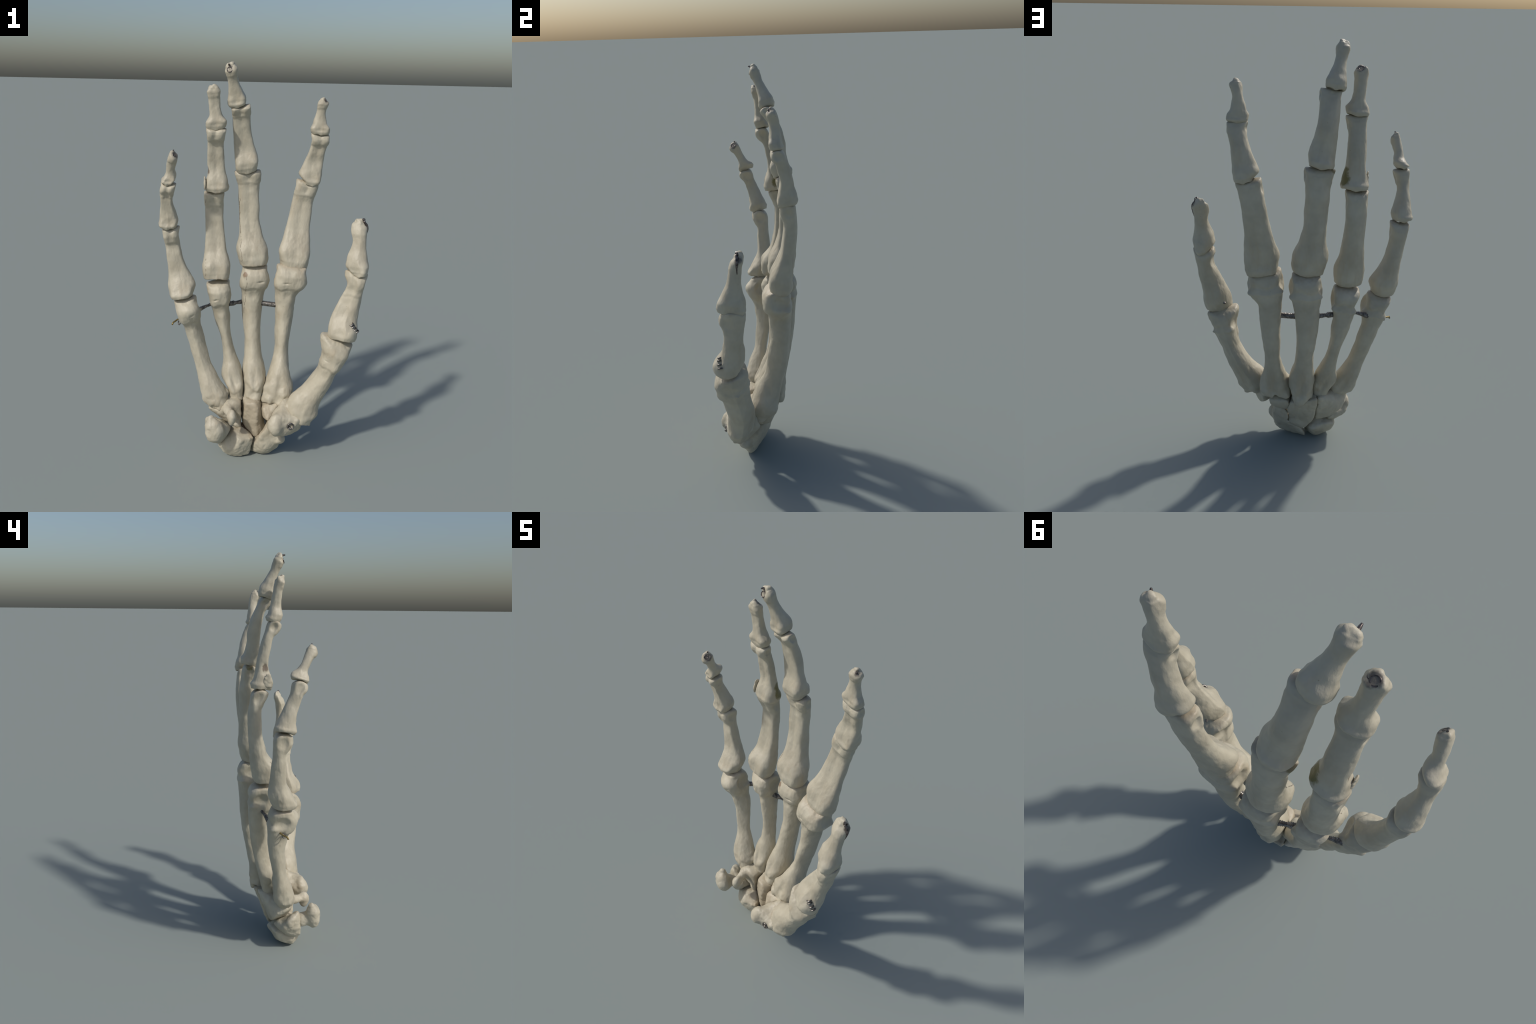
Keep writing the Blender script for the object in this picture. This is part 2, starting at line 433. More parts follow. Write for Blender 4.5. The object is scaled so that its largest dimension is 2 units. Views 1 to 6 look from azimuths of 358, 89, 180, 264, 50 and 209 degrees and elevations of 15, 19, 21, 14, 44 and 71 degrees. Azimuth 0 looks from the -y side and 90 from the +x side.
        for sg in (-1, 1):
            F = F - .003 * bump(((A - sg * .7) / .3) ** 2 + ((B + .8) / .4) ** 2 + ((S - (L - 1.2 * rr)) / .014) ** 2)
            F = F + .010 * crisp(((A - sg * 1.05) / .42) ** 2 + ((B - .05) / .46) ** 2 + ((S - (L - .95 * rr)) / (.55 * rr)) ** 2)
        # hollow just below the pulley on the palm side
        F = F + .005 * bump((A / .5) ** 2 + ((B + 1) / .5) ** 2 + ((S - (L - 2.6 * rr)) / .020) ** 2)
        # palm face of the shaft is flat to slightly hollow
        F = F + .0055 * sstep(w, .24, .4) * sstep(-w, -.86, -.7) * bump((A / .55) ** 2) * sstep(-B, .25, .8)
        # flexor ridges along the sides of the palm surface
        ridge = sstep(w, .22, .38) * sstep(-w, -.8, -.62)
        for sg in (-1, 1):
            F = F - .0035 * ridge * bump(((A - sg * .78) / .22) ** 2 + ((B + .55) / .35) ** 2)

    # ---- irregular surface (and a hair's breadth slimmer overall)
    F = F + .0018
    F = F + .0034 * noise(U, V, S / 1.6, .05, seed) + .0015 * noise(U, V, S / 2.0, .022, seed + 9)
    F = F + 0.0007 * noise(U, V, S / 2.0, .009, seed + 17)
    if extra:
        F = extra(F, U, V, S, A, B, L)
    verts, quads = surface_net(F, lo, h)
    ob = add(kind, mesh_from(kind, verts, quads), M, BONE.get(key, BONE['plain']))
    PARTS[key] = ob
    return ob

PARTS = {}
def local(key, p):
    M, _ = frame(STATIONS[key]['base'], STATIONS[key]['head'])
    return M.inverted() @ Vector(p)

def dents(key, items):
    """items: (world point, radius, depth); negative depth raises a knob."""
    loc = [(local(key, p), r, d) for p, r, d in items]
    def fn(F, U, V, S, A, B, L):
        for p, r, d in loc:
            F = F + d * bump(((U - p.x) ** 2 + (V - p.y) ** 2 + (S - p.z) ** 2) / r ** 2)
        return F
    return fn

# ------------------------------------------------------------------ materials
def nt(name):
    mat = bpy.data.materials.new(name)
    mat.use_nodes = True
    t = mat.node_tree
    return mat, t, t.nodes['Principled BSDF']

def link(t, a, b):
    t.links.new(a, b)

def bone_material(name, stains=(), seams=(), world_tint=None, joints=True):
    """Pale ivory with faint clouding and fine pores. stains: (object-space centre, radius, colour, strength);
    seams: (which local axis plane value, axis, side) thin dark hairlines."""
    mat, t, bsdf = nt(name)
    N = t.nodes
    co = N.new('ShaderNodeTexCoord')
    def noise_node(scale, detail=3.0, rough=.55, vec=None):
        n = N.new('ShaderNodeTexNoise')
        n.inputs['Scale'].default_value = scale
        n.inputs['Detail'].default_value = detail
        n.inputs['Roughness'].default_value = rough
        link(t, vec or co.outputs['Object'], n.inputs['Vector'])
        return n
    stretch = N.new('ShaderNodeMapping')
    stretch.inputs['Scale'].default_value = (1, 1, .28)
    link(t, co.outputs['Object'], stretch.inputs['Vector'])
    cloud = noise_node(9, 4, .6)
    ramp = N.new('ShaderNodeValToRGB')
    e = ramp.color_ramp.elements
    e[0].position, e[0].color = .30, (*IVORY_DARK, 1)
    e[1].position, e[1].color = .68, (*IVORY, 1)
    link(t, cloud.outputs['Fac'], ramp.inputs['Fac'])
    warm = noise_node(16, 3, .6, stretch.outputs['Vector'])
    wr = N.new('ShaderNodeValToRGB')
    wr.color_ramp.elements[0].position = .56
    wr.color_ramp.elements[1].position = .74
    link(t, warm.outputs['Fac'], wr.inputs['Fac'])
    half = N.new('ShaderNodeMath'); half.operation = 'MULTIPLY'; half.inputs[1].default_value = .55
    link(t, wr.outputs['Color'], half.inputs[0])
    mix = N.new('ShaderNodeMix'); mix.data_type = 'RGBA'
    link(t, half.outputs[0], mix.inputs['Factor'])
    link(t, ramp.outputs['Color'], mix.inputs[6])
    mix.inputs[7].default_value = (*IVORY_WARM, 1)
    out = mix.outputs[2]
    # sparse pores
    pore = N.new('ShaderNodeTexVoronoi'); pore.inputs['Scale'].default_value = 38
    link(t, co.outputs['Object'], pore.inputs['Vector'])
    pr = N.new('ShaderNodeMapRange')
    pr.inputs['From Min'].default_value = .03; pr.inputs['From Max'].default_value = .085
    pr.inputs['To Min'].default_value = .45; pr.inputs['To Max'].default_value = 0
    link(t, pore.outputs['Distance'], pr.inputs['Value'])
    gate = N.new('ShaderNodeMath'); gate.operation = 'GREATER_THAN'; gate.inputs[1].default_value = .86
    sep = N.new('ShaderNodeSeparateColor')
    link(t, pore.outputs['Color'], sep.inputs[0]); link(t, sep.outputs[0], gate.inputs[0])
    pm = N.new('ShaderNodeMath'); pm.operation = 'MULTIPLY'
    link(t, pr.outputs[0], pm.inputs[0]); link(t, gate.outputs[0], pm.inputs[1])
    mp = N.new('ShaderNodeMix'); mp.data_type = 'RGBA'
    link(t, pm.outputs[0], mp.inputs['Factor']); link(t, out, mp.inputs[6])
    mp.inputs[7].default_value = (.16, .11, .07, 1)
    out = mp.outputs[2]
    wob = noise_node(60, 2)
    for centre, radius, colour, strength in stains:
        d = N.new('ShaderNodeVectorMath'); d.operation = 'DISTANCE'
        link(t, co.outputs['Object'], d.inputs[0]); d.inputs[1].default_value = centre
        ad = N.new('ShaderNodeMath'); ad.operation = 'MULTIPLY_ADD'
        link(t, wob.outputs['Fac'], ad.inputs[0]); ad.inputs[1].default_value = radius * .8
        link(t, d.outputs['Value'], ad.inputs[2])
        mr = N.new('ShaderNodeMapRange'); mr.interpolation_type = 'SMOOTHSTEP'
        mr.inputs['From Min'].default_value = radius * .95; mr.inputs['From Max'].default_value = radius * 1.35
        mr.inputs['To Min'].default_value = strength; mr.inputs['To Max'].default_value = 0
        link(t, ad.outputs[0], mr.inputs['Value'])
        mx = N.new('ShaderNodeMix'); mx.data_type = 'RGBA'
        link(t, mr.outputs[0], mx.inputs['Factor']); link(t, out, mx.inputs[6])
        mx.inputs[7].default_value = (*colour, 1)
        out = mx.outputs[2]
    if joints:
        # blotchy tan tint hugging both ends of the bone
        sg = N.new('ShaderNodeSeparateXYZ'); link(t, co.outputs['Generated'], sg.inputs[0])
        dist = N.new('ShaderNodeMath'); dist.operation = 'ABSOLUTE'
        off = N.new('ShaderNodeMath'); off.operation = 'SUBTRACT'; off.inputs[1].default_value = .5
        link(t, sg.outputs['Z'], off.inputs[0]); link(t, off.outputs[0], dist.inputs[0])
        bl = noise_node(30, 4, .65)
        ad = N.new('ShaderNodeMath'); ad.operation = 'MULTIPLY_ADD'; ad.inputs[1].default_value = .10
        link(t, bl.outputs['Fac'], ad.inputs[0]); link(t, dist.outputs[0], ad.inputs[2])
        mr = N.new('ShaderNodeMapRange'); mr.interpolation_type = 'SMOOTHSTEP'
        mr.inputs['From Min'].default_value = .505; mr.inputs['From Max'].default_value = .58
        mr.inputs['To Min'].default_value = 0; mr.inputs['To Max'].default_value = .55
        link(t, ad.outputs[0], mr.inputs['Value'])
        mx = N.new('ShaderNodeMix'); mx.data_type = 'RGBA'
        link(t, mr.outputs[0], mx.inputs['Factor']); link(t, out, mx.inputs[6])
        mx.inputs[7].default_value = (.34, .25, .16, 1)
        out = mx.outputs[2]
    if world_tint:
        # brownish tint where the small bones crowd together; soft and blotchy
        centre, radius, colour, strength = world_tint
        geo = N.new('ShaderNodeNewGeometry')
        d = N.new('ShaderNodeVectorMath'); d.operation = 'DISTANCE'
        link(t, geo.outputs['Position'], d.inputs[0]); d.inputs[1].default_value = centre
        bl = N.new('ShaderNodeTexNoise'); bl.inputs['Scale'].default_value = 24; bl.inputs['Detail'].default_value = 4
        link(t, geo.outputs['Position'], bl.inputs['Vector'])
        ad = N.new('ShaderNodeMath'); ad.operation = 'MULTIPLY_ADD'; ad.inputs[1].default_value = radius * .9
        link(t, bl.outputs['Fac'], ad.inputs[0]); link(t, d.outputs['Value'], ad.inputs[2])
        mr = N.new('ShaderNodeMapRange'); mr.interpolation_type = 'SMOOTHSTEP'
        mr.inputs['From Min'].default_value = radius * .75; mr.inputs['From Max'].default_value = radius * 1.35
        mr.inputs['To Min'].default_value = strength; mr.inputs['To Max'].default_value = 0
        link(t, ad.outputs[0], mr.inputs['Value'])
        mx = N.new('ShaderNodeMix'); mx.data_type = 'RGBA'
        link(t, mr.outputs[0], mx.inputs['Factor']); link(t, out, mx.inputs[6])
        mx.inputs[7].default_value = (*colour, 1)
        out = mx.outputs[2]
    for seam in seams:
        out = seam_line(t, co, out, *seam)
    link(t, out, bsdf.inputs['Base Color'])
    fine = noise_node(120, 4, .6)
    rr = N.new('ShaderNodeMapRange')
    rr.inputs['To Min'].default_value = .38; rr.inputs['To Max'].default_value = .58
    link(t, cloud.outputs['Fac'], rr.inputs['Value'])
    link(t, rr.outputs[0], bsdf.inputs['Roughness'])
    bsdf.inputs['Specular IOR Level'].default_value = .4
    mid = noise_node(45, 4, .6, stretch.outputs['Vector'])
    su = N.new('ShaderNodeMath'); su.operation = 'MULTIPLY_ADD'; su.inputs[1].default_value = .35
    link(t, fine.outputs['Fac'], su.inputs[0]); link(t, mid.outputs['Fac'], su.inputs[2])
    bp = N.new('ShaderNodeBump'); bp.inputs['Strength'].default_value = .5; bp.inputs['Distance'].default_value = .004
    link(t, su.outputs[0], bp.inputs['Height'])
    link(t, bp.outputs['Normal'], bsdf.inputs['Normal'])
    return mat

def seam_line(t, co, out, u0, slope, s_from, s_to, v_sign):
    """Thin brown hairline running along the bone where local x = u0 + slope*z, on one face only."""
    N = t.nodes
    sx = N.new('ShaderNodeSeparateXYZ'); link(t, co.outputs['Object'], sx.inputs[0])
    wn = N.new('ShaderNodeTexNoise'); wn.inputs['Scale'].default_value = 22; wn.inputs['Detail'].default_value = 3
    link(t, co.outputs['Object'], wn.inputs['Vector'])
    def M(op, a, b=None, c=None):
        m = N.new('ShaderNodeMath'); m.operation = op
        for i, x in enumerate((a, b, c)):
            if x is None:
                continue
            if isinstance(x, (int, float)):
                m.inputs[i].default_value = x
            else:
                link(t, x, m.inputs[i])
        return m.outputs[0]
    wob = M('MULTIPLY_ADD', wn.outputs['Fac'], .022, -.011)
    d = M('ABSOLUTE', M('SUBTRACT', M('SUBTRACT', sx.outputs['X'], wob), M('MULTIPLY_ADD', sx.outputs['Z'], slope, u0)))
    line = M('LESS_THAN', d, .0011)
    rng = M('MULTIPLY', M('GREATER_THAN', sx.outputs['Z'], s_from), M('LESS_THAN', sx.outputs['Z'], s_to))
    side = M('GREATER_THAN', M('MULTIPLY', sx.outputs['Y'], v_sign), 0)
    gaps = N.new('ShaderNodeTexNoise'); gaps.inputs['Scale'].default_value = 45
    link(t, co.outputs['Object'], gaps.inputs['Vector'])
    f = M('MULTIPLY', M('MULTIPLY', line, rng), M('MULTIPLY', side, M('GREATER_THAN', gaps.outputs['Fac'], .42)))
    mx = N.new('ShaderNodeMix'); mx.data_type = 'RGBA'
    link(t, M('MULTIPLY', f, .8), mx.inputs['Factor']); link(t, out, mx.inputs[6])
    mx.inputs[7].default_value = (.07, .045, .03, 1)
    return mx.outputs[2]

def metal_material(name, col_a, col_b, rough):
    mat, t, bsdf = nt(name)
    N = t.nodes
    co = N.new('ShaderNodeTexCoord')
    n = N.new('ShaderNodeTexNoise'); n.inputs['Scale'].default_value = 70; n.inputs['Detail'].default_value = 4
    link(t, co.outputs['Object'], n.inputs['Vector'])
    r = N.new('ShaderNodeValToRGB')
    r.color_ramp.elements[0].position = .38; r.color_ramp.elements[0].color = (*col_a, 1)
    r.color_ramp.elements[1].position = .65; r.color_ramp.elements[1].color = (*col_b, 1)
    link(t, n.outputs['Fac'], r.inputs['Fac'])
    link(t, r.outputs['Color'], bsdf.inputs['Base Color'])
    bsdf.inputs['Metallic'].default_value = .75
    bsdf.inputs['Roughness'].default_value = rough
    return mat

IVORY, IVORY_DARK, IVORY_WARM = (.530, .492, .388), (.41, .372, .285), (.43, .355, .245)
STEEL = metal_material('dull_steel', (.10, .095, .09), (.30, .28, .26), .38)
CORD = metal_material('brown_cord', (.045, .028, .016), (.14, .09, .05), .8)
for node in CORD.node_tree.nodes:
    if node.type == 'BSDF_PRINCIPLED':
        node.inputs['Metallic'].default_value = 0
BRASS = metal_material('brass', (.22, .16, .06), (.40, .31, .13), .4)
DARK = metal_material('tarnished_pin', (.05, .042, .04), (.22, .19, .18), .35)
OLIVE = (.17, .15, .055)
TAN = (.34, .26, .165)
RUST = (.20, .12, .07)
TIP_DARK = (.085, .072, .066)
HOLLOW_DARK = (.10, .065, .045)

def loc3(key, p):
    v = local(key, p)
    return (v.x, v.y, v.z)

BONE = {'plain': bone_material('ivory_bone')}
BONE['ring_middle'] = bone_material('ivory_bone_olive_patch',
    stains=[(loc3('ring_middle', (-.176, .125, 1.43)), .040, OLIVE, .95), (loc3('ring_middle', (-.178, .12, 1.465)), .03, OLIVE, .9),
            (loc3('ring_middle', (-.282, .090, 1.480)), .024, HOLLOW_DARK, .8)])  # last entry: darkness of the broken hollow painted onto its dent
BONE['middle_proximal'] = bone_material('ivory_bone_olive_edge',
    stains=[(loc3('middle_proximal', (-.142, .157, 1.475)), .026, OLIVE, .9)],
    seams=[(-.055, .0, .03, .38, -1)])
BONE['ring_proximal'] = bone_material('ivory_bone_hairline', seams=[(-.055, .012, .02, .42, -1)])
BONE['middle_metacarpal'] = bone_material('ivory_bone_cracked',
    stains=[(loc3('middle_metacarpal', (-.088, .07, .95)), .022, RUST, .75)], seams=[(-.075, .045, .35, .66, -1)])
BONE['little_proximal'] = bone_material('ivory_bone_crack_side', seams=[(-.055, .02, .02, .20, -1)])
for key, p, r in (('middle_distal', (-.171, -.008, 1.975), .016), ('ring_distal', (-.239, .040, 1.893), .020),
                  ('index_distal', (.297, .076, 1.832), .013), ('little_distal', (-.415, -.100, 1.577), .016),
                  ('thumb_distal', (.503, -.066, 1.255), .017)):
    BONE[key] = bone_material('ivory_bone_pinned_tip', joints=False, stains=[(loc3(key, p), r * 1.45, TIP_DARK, .8)])

# ------------------------------------------------------------------ the nineteen long bones
tip = dict(
    middle_distal=[((-.170, -.002, 1.985), .014, .016), ((-.172, -.012, 1.968), .010, .008)],
    ring_distal=[((-.240, .042, 1.893), .014, .014), ((-.226, .036, 1.887), .009, .008)],
    index_distal=[((.297, .076, 1.832), .010, .010)],
    little_distal=[((-.414, -.104, 1.580), .012, .012)],
    thumb_distal=[((.500, -.070, 1.262), .012, .008), ((.485, -.075, 1.275), .009, -.006)])
LEAN = {'thumb_metacarpal': (0, 1.25, .35, 0), 'thumb': (0, .3, 1.35, 0), 'little': (.45, 0, .3, 0)}
seed = 3
for finger in ('thumb', 'index', 'middle', 'ring', 'little'):
    roll = .35 if finger == 'thumb' else 0.0
    for seg in ('metacarpal', 'proximal', 'middle', 'distal'):
        key = finger + '_' + seg
        if key not in STATIONS:
            continue
        kind = seg if seg == 'metacarpal' else seg + '_phalanx'
        items = list(tip.get(key, []))
        if key == 'index_metacarpal':
            items += [((.206, .135, .934), .010, .010), ((.185, .122, .77), .008, .006)]
        if key == 'little_metacarpal':
            items += [((-.412, .018, .705), .012, .010)]
        if key == 'ring_middle':
            items += [((-.282, .092, 1.485), .014, .012), ((-.284, .094, 1.46), .014, .012)]
        if key == 'thumb_proximal':
            items += [((.449, -.163, .758), .014, .008)]
        long_bone(key, kind, roll, LEAN.get(key, LEAN.get(finger)), seed, dents(key, items) if items else None)
        seed += 5

# ------------------------------------------------------------------ the eight wrist bones
BONE['wrist'] = bone_material('ivory_wrist_bone', joints=False, world_tint=((-.03, -.06, .205), .17, TAN, .42))

def wrist_bone(name, fn, lo, hi, seed, amp=.003):
    (X, Y, Z), lo, h = grid([l - .03 for l in lo], [u + .03 for u in hi])
    F = fn(X, Y, Z)
    F = F + amp * noise(X, Y, Z, .045, seed) + .5 * amp * noise(X, Y, Z, .02, seed + 5) + .0007 * noise(X, Y, Z, .009, seed + 8)
    F = F - .0020 * (np.abs(noise(X, Y, Z, .026, seed + 21)) - .25)   # wrinkled ridges and creases
    F = smax(F, -Z + .0015, .006)
    c = [(l + u) / 2 for l, u in zip(lo + .03, np.array(hi))]
    verts, quads = surface_net(F, lo, h)
    verts = verts - np.array(c)
    ob = add(name, mesh_from(name, verts, quads), Matrix.Translation(c), BONE['wrist'])
    PARTS[name] = ob
    return ob

def box_of(pts):
    P = np.array(pts)
    return P.min(0), P.max(0)

SCAPHOID = [(.098, .032, .205), (.054, .048, .199), (.115, -.015, .135), (.094, -.010, .080), (.014, -.060, .000), (-.044, -.020, -.002), (.060, -.064, .000), (-.028, -.076, .020),
            (-.050, .018, .030), (.122, -.088, .105), (.060, -.112, .205), (-.014, -.096, .088), (.100, -.055, .030), (.03, -.102, .040), (.030, .04, .12)]
LUNATE = [(-.030, -.095, .115), (-.132, -.094, .138), (-.101, -.130, .110), (-.186, -.075, .014), (-.214, -.070, .060), (-.205, .010, .094),
          (-.109, .004, .014), (-.084, .042, .080), (-.048, -.090, .014), (-.120, -.092, -.004), (-.160, .034, .106), (-.07, -.03, .012), (-.193, -.005, .050),
          (-.125, -.126, .058), (-.155, -.116, .050), (-.09, -.03, .145)]
TRIQUETRUM = [(-.287, -.045, .195), (-.205, -.065, .062), (-.248, -.095, .234), (-.155, -.112, .178), (-.258, -.112, .135), (-.266, -.028, .128),
              (-.168, .030, .140), (-.235, -.112, .09), (-.190, -.035, .078), (-.165, -.119, .145), (-.212, -.104, .226), (-.20, -.02, .18), (-.150, -.06, .15)]
HAMATE = [(-.266, -.034, .251), (-.110, .038, .140), (-.113, .102, .305), (-.178, .065, .226), (-.130, -.066, .298), (-.224, .034, .184),
          (-.098, -.050, .288), (-.240, -.015, .285), (-.098, -.048, .132), (-.096, .0, .130), (-.17, .082, .28), (-.205, -.064, .240), (-.167, .036, .150), (-.256, .012, .225)]
CAPITATE = [(-.106, .110, .305), (-.043, .110, .285), (.025, .088, .262), (.034, .060, .200), (-.048, .036, .080),
            (-.013, -.062, .288), (-.070, -.046, .282), (-.078, -.044, .190), (-.080, -.030, .15), (-.011, -.068, .102), (.010, -.045, .210), (-.092, .062, .163), (.01, 0, .09)]
TRAPEZOID = [(.132, .060, .266), (.126, .050, .232), (.036, .060, .212), (.036, .078, .270), (.018, -.050, .262), (.045, -.082, .205), (.100, -.040, .278),
             (.055, .030, .285), (.120, .010, .285), (.09, -.03, .20), (.016, -.020, .205)]
TRAPEZIUM = [(.195, -.165, .255), (.100, -.165, .265), (.222, -.143, .230), (.186, -.108, .150), (.156, -.035, .310), (.127, -.06, .318),
             (.056, -.115, .232), (.110, -.155, .158), (.168, -.005, .250), (.152, -.008, .215), (.10, -.05, .27), (.208, -.10, .25), (.155, -.166, .19)]

wrist_bone('scaphoid', lambda X, Y, Z: smin(smax(hull(X, Y, Z, SCAPHOID, .005, .007),
    -ellipsoid(X, Y, Z, (-.01, -.01, .17), (.06, .07, .085)), .02),
    ellipsoid(X, Y, Z, (.108, -.088, .104), (.027, .026, .024)), .03), *box_of(SCAPHOID), 11)
wrist_bone('lunate', lambda X, Y, Z: smax(hull(X, Y, Z, LUNATE, .005, .007),
    -ellipsoid(X, Y, Z, (-.045, .0, .165), (.055, .060, .055)), .015), *box_of(LUNATE), 12)
wrist_bone('triquetrum', lambda X, Y, Z: hull(X, Y, Z, TRIQUETRUM, .008, .009), *box_of(TRIQUETRUM), 13, .004)
wrist_bone('pisiform', lambda X, Y, Z: smin(smin(ellipsoid(X, Y, Z, (-.229, -.178, .197), (.048, .036, .066)),
    capsule(X, Y, Z, (-.242, -.170, .235), (-.246, -.164, .262), .030, .016), .02),
    capsule(X, Y, Z, (-.226, -.165, .19), (-.220, -.120, .175), .036, .036), .02),
    (-.29, -.215, .12), (-.17, -.09, .285), 14)
wrist_bone('hamate', lambda X, Y, Z: smin(smax(hull(X, Y, Z, HAMATE, .005, .007),
    -ellipsoid(X, Y, Z, (-.130, -.100, .205), (.030, .055, .045)), .02),
    smin(ellipsoid(X, Y, Z, (-.143, -.140, .250), (.021, .028, .043)),
         capsule(X, Y, Z, (-.150, -.13, .258), (-.178, -.04, .268), .018, .026), .015), .02),
    (-.27, -.18, .12), (-.08, .11, .32), 15)
wrist_bone('capitate', lambda X, Y, Z: smin(smax(hull(X, Y, Z, CAPITATE, .005, .007),
    -ellipsoid(X, Y, Z, (-.12, -.08, .13), (.04, .04, .05)), .02),
    ellipsoid(X, Y, Z, (-.012, -.005, .125), (.045, .052, .045)), .025), *box_of(CAPITATE), 16)
wrist_bone('trapezoid', lambda X, Y, Z: hull(X, Y, Z, TRAPEZOID, .005, .007), *box_of(TRAPEZOID), 17, .002)
wrist_bone('trapezium', lambda X, Y, Z: smin(hull(X, Y, Z, TRAPEZIUM, .005, .007),
    smin(ellipsoid(X, Y, Z, (.080, -.162, .222), (.030, .032, .056)),
         capsule(X, Y, Z, (.08, -.16, .22), (.13, -.12, .22), .035, .045), .03), .028)
    + .010 * bump(((X - .155) ** 2 + (Y + .175) ** 2 + (Z - .225) ** 2) / .013 ** 2),
    (.03, -.21, .12), (.24, .04, .33), 18)

# ------------------------------------------------------------------ pins, wires and screws that hold the mount
def tube(name, path, radius, material, parent=ROOT, sides=14, thread=0.0, pitch=.006, wobble=0.0, seed=0, taper=None):
    """Swept rod with optional screw thread."""
    pts = [np.array(p, float) for p in path]
    seg = [np.linalg.norm(b - a) for a, b in zip(pts, pts[1:])]
    total = sum(seg)
    n = max(12, int(total / .0012)) if thread else max(10, int(total / .004))
    cum = np.concatenate([[0], np.cumsum(seg)])
    ts = np.linspace(0, total, n)
    C = np.stack([curve(ts, cum, [p[i] for p in pts]) if len(pts) > 2 else np.interp(ts, cum, [p[i] for p in pts]) for i in range(3)], 1)
    T = np.gradient(C, axis=0); T /= np.linalg.norm(T, axis=1)[:, None]
    ref = np.array([0, 0, 1.0]) if abs(T[0][2]) < .8 else np.array([1.0, 0, 0])
    rng = np.random.default_rng(seed)
    V, Q = [], []
    origin = C[0].copy()
    for i in range(n):
        a = np.cross(T[i], ref); a /= np.linalg.norm(a); b = np.cross(T[i], a)
        for j in range(sides):
            th = 2 * math.pi * j / sides
            r = radius * (1 + thread * math.sin(2 * math.pi * ts[i] / pitch + th)) * (1 + wobble * (rng.random() - .5))
            if taper:
                r *= np.interp(ts[i] / total, *taper)
            V.append(C[i] - origin + r * (math.cos(th) * a + math.sin(th) * b))
    for i in range(n - 1):
        for j in range(sides):
            k = (j + 1) % sides
            Q.append((i * sides + j, i * sides + k, (i + 1) * sides + k, (i + 1) * sides + j))
    me = bpy.data.meshes.new(name)
    me.from_pydata([tuple(v) for v in V], [], Q + [tuple(range(sides))[::-1], tuple((n - 1) * sides + j for j in range(sides))])
    for p in me.polygons:
        p.use_smooth = len(p.vertices) == 4
    bm = bmesh.new(); bm.from_mesh(me); bmesh.ops.recalc_face_normals(bm, faces=bm.faces); bm.to_mesh(me); bm.free()
    world = Matrix.Translation(tuple(origin))
    return add(name, me, world, material, parent)

def on_surface(parent, p, lift=0.0):
    """Nearest point of a bone to p, pushed outward by lift; also the outward direction there."""
    me = parent.data
    W = WORLD[parent.name]
    co = np.empty(len(me.vertices) * 3, np.float32); me.vertices.foreach_get('co', co)
    no = np.empty(len(me.vertices) * 3, np.float32); me.vertices.foreach_get('normal', no)
    co, no = co.reshape(-1, 3), no.reshape(-1, 3)
    l = W.inverted() @ Vector(p)
    d = ((co - np.array(l)) ** 2).sum(1)
    near = d < d.min() + .006 ** 2
    n = Vector(no[near].mean(0)).normalized()
    c = Vector(co[d.argmin()])
    return W @ (c + n * lift), (W.to_3x3() @ n).normalized()

def seat_ring(name, parent, p, r, thick, material, lift=0.0):
    c, n = on_surface(parent, p, lift)
    return tube(name, ring_path(c, r, n, n=18), thick, material, parent)

def seat_pin(name, parent, p, lean, length, thick, material, seed):
    c, n = on_surface(parent, p, -.004)
    d = (n + Vector(lean)).normalized()
    return tube(name, [tuple(c), tuple(c + d * (length + .004))], thick, material, parent, wobble=.2, seed=seed, taper=([0, .6, 1], [1.3, 1, .6]))

def ring_path(c, r, normal, start=0, turns=1.0, rise=0.0, n=24):
    nrm = Vector(normal).normalized()
    a = nrm.orthogonal().normalized(); b = nrm.cross(a)
    c = Vector(c)
    return [tuple(c + a * r * math.cos(start + turns * 2 * math.pi * i / n) + b * r * math.sin(start + turns * 2 * math.pi * i / n)
                  + nrm * rise * i / n) for i in range(n + 1)]

# threaded pins through the metacarpals
tube('threaded_pin', [(-.005, .141, .776), (.10, .116, .771)], .0135, STEEL, thread=.07, pitch=.007)
tube('threaded_pin', [(-.075, .150, .782), (-.18, .110, .776)], .0115, STEEL, thread=.10, pitch=.008, wobble=.12, seed=4,
     taper=([0, .35, .5, .62, 1], [1.1, .9, .75, 1.15, 1.0]))
tube('threaded_pin', [(-.245, .103, .783), (-.295, .085, .768), (-.345, .068, .745)], .0105, STEEL, thread=.10, pitch=.008, wobble=.12, seed=5,
     taper=([0, .3, .5, .75, 1], [.9, .65, .9, 1.15, 1.1]))
# brass hook on the little-finger side
tube('brass_hook', [(-.400, .030, .722), (-.423, .028, .722), (-.438, .014, .716), (-.449, .000, .711), (-.452, -.004, .702)], .0042, BRASS)
tube('wire_loop', ring_path((-.418, .012, .708), .010, (-.8, -.5, .2), n=16), .003, STEEL)
# screw eye on the trapezium, coil under the thumb
tube('screw_eye', ring_path((.155, -.176, .225), .0148, (.12, -1, .1), n=22), .0042, STEEL, PARTS['trapezium'])
tube('screw_shank', [(.148, -.160, .222), (.152, -.176, .216), (.160, -.181, .213)], .004, STEEL, PARTS['trapezium'])
for i in range(4):
    f = i / 3
    c, n = on_surface(PARTS['thumb_proximal'], (.437 + .024 * f, -.175 + .012 * f, .782 - .046 * f), -.003)
    tube('coil_turn', ring_path(c, .0105, (.5, .12, -.85), n=14), .0040, STEEL, PARTS['thumb_proximal'])
seat_pin('steel_pin', PARTS['thumb_proximal'], (.345, -.045, .740), (0, 0, 0), .009, .006, STEEL, 22)
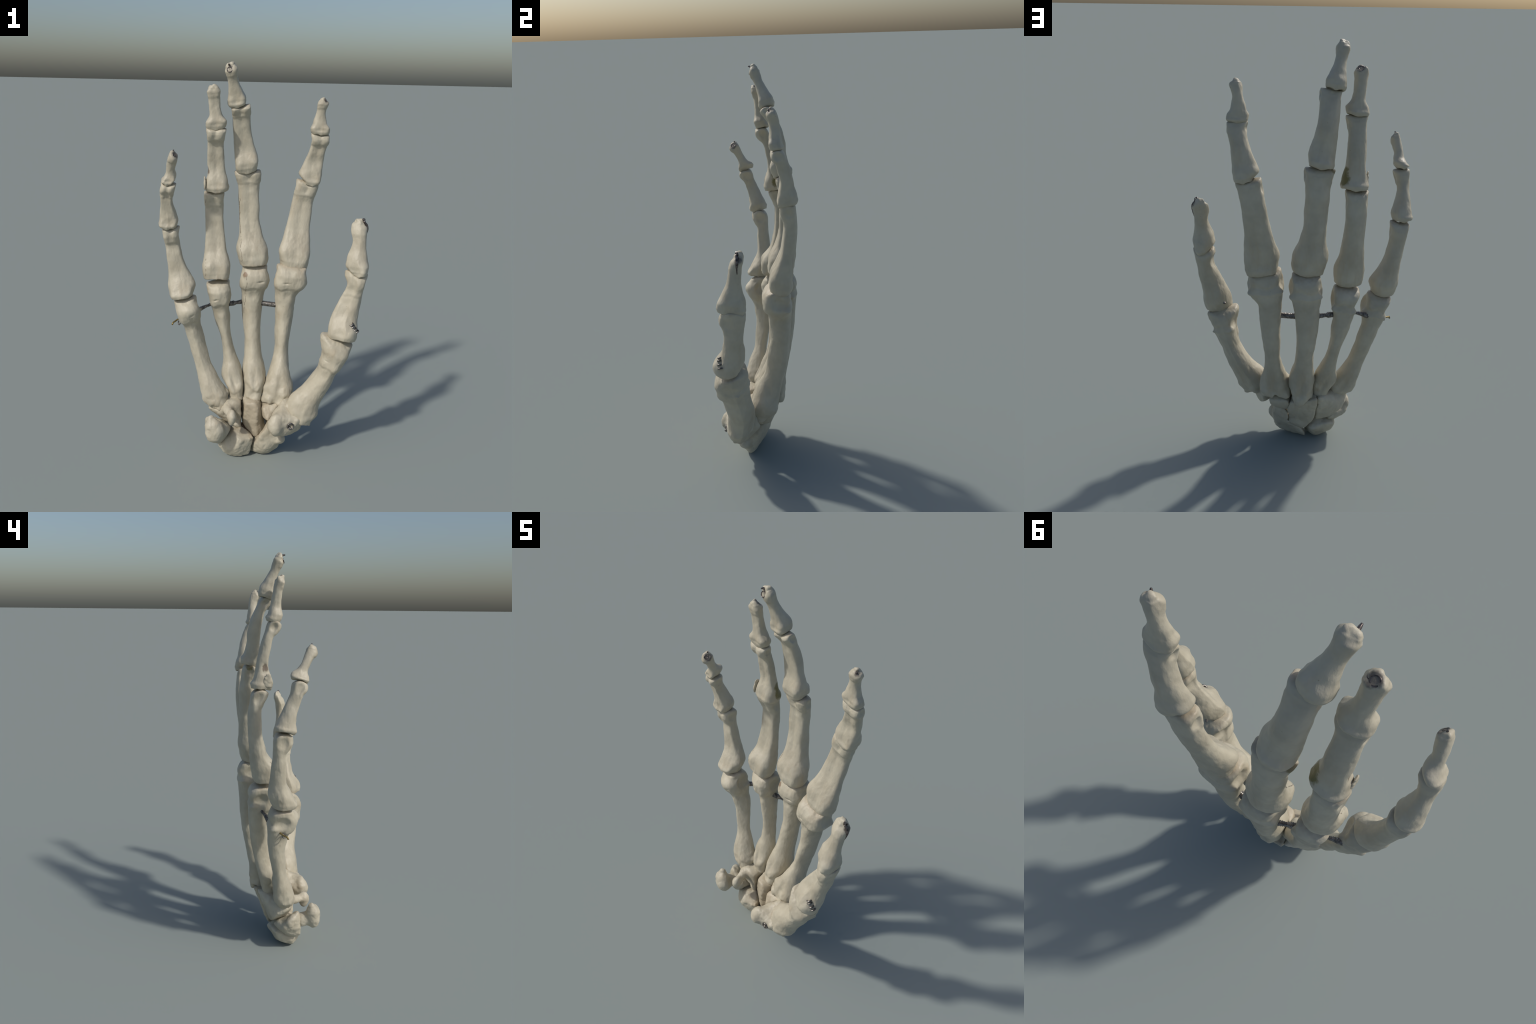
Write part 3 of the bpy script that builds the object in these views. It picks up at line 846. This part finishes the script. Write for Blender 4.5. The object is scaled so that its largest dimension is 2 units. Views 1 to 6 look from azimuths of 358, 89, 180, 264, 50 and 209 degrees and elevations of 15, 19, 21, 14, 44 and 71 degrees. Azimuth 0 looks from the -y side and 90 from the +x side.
# worn pin ends in the fingertips
TIP = PARTS['middle_distal']
seat_ring('wire_loop', TIP, (-.171, -.014, 1.968), .0115, .0024, DARK, -.001)
seat_pin('pin_stub', TIP, (-.174, -.006, 1.986), (0, -.6, .2), .014, .0042, DARK, 7)
seat_ring('wire_loop', PARTS['ring_distal'], (-.243, .045, 1.893), .0115, .0028, DARK, -.002)
seat_ring('wire_loop', PARTS['ring_distal'], (-.224, .040, 1.890), .0060, .0020, DARK, -.002)
seat_pin('pin_stub', PARTS['index_distal'], (.297, .072, 1.836), (0, -.3, .5), .008, .0040, DARK, 8)
seat_ring('wire_loop', PARTS['little_distal'], (-.415, -.108, 1.580), .0085, .0024, DARK, -.001)
seat_pin('pin_stub', PARTS['little_distal'], (-.422, -.096, 1.600), (0, 0, .3), .006, .0032, DARK, 9)
seat_pin('pin_stub', PARTS['thumb_distal'], (.480, -.074, 1.284), (.2, 0, .3), .006, .0040, DARK, 10)
seat_ring('wire_loop', PARTS['thumb_distal'], (.492, -.078, 1.272), .0075, .0024, DARK, -.001)
crust = [on_surface(PARTS['thumb_distal'], p, -.001)[0] for p in ((.498, -.085, 1.268), (.506, -.072, 1.250), (.504, -.070, 1.225), (.500, -.070, 1.19))]
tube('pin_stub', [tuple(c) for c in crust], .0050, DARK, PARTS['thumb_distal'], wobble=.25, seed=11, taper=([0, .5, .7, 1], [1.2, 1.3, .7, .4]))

# twisted cord left in the hollow of the wrist
tube('cord', [(-.115, -.035, .175), (-.085, -.03, .145), (-.05, -.045, .115), (-.03, -.055, .095)], .011, CORD, thread=.22, pitch=.012)

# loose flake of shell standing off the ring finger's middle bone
def flake(name, pts, thick, parent, material, seed):
    P = np.array(pts)
    def fn(X, Y, Z):
        return hull(X, Y, Z, pts, .003, .0)
    lo, hi = box_of(pts)
    (X, Y, Z), lo, h = grid(lo - .012, hi + .012, .0018)
    F = fn(X, Y, Z) + .0015 * noise(X, Y, Z, .012, seed)
    v, q = surface_net(F, lo, h)
    c = P.mean(0)
    return add(name, mesh_from(name, v - c, q), Matrix.Translation(tuple(c)), material, parent)
outline = [(.081, 1.463), (.071, 1.461), (.053, 1.405), (.050, 1.389), (.080, 1.385), (.112, 1.398), (.096, 1.42), (.098, 1.45)]
flake('bone_flake', [(x - .25 * abs(y - .08) * k, y, z) for x, k in ((-.297, -1), (-.290, -1)) for y, z in outline], .004,
      PARTS['ring_middle'], BONE['plain'], 5)
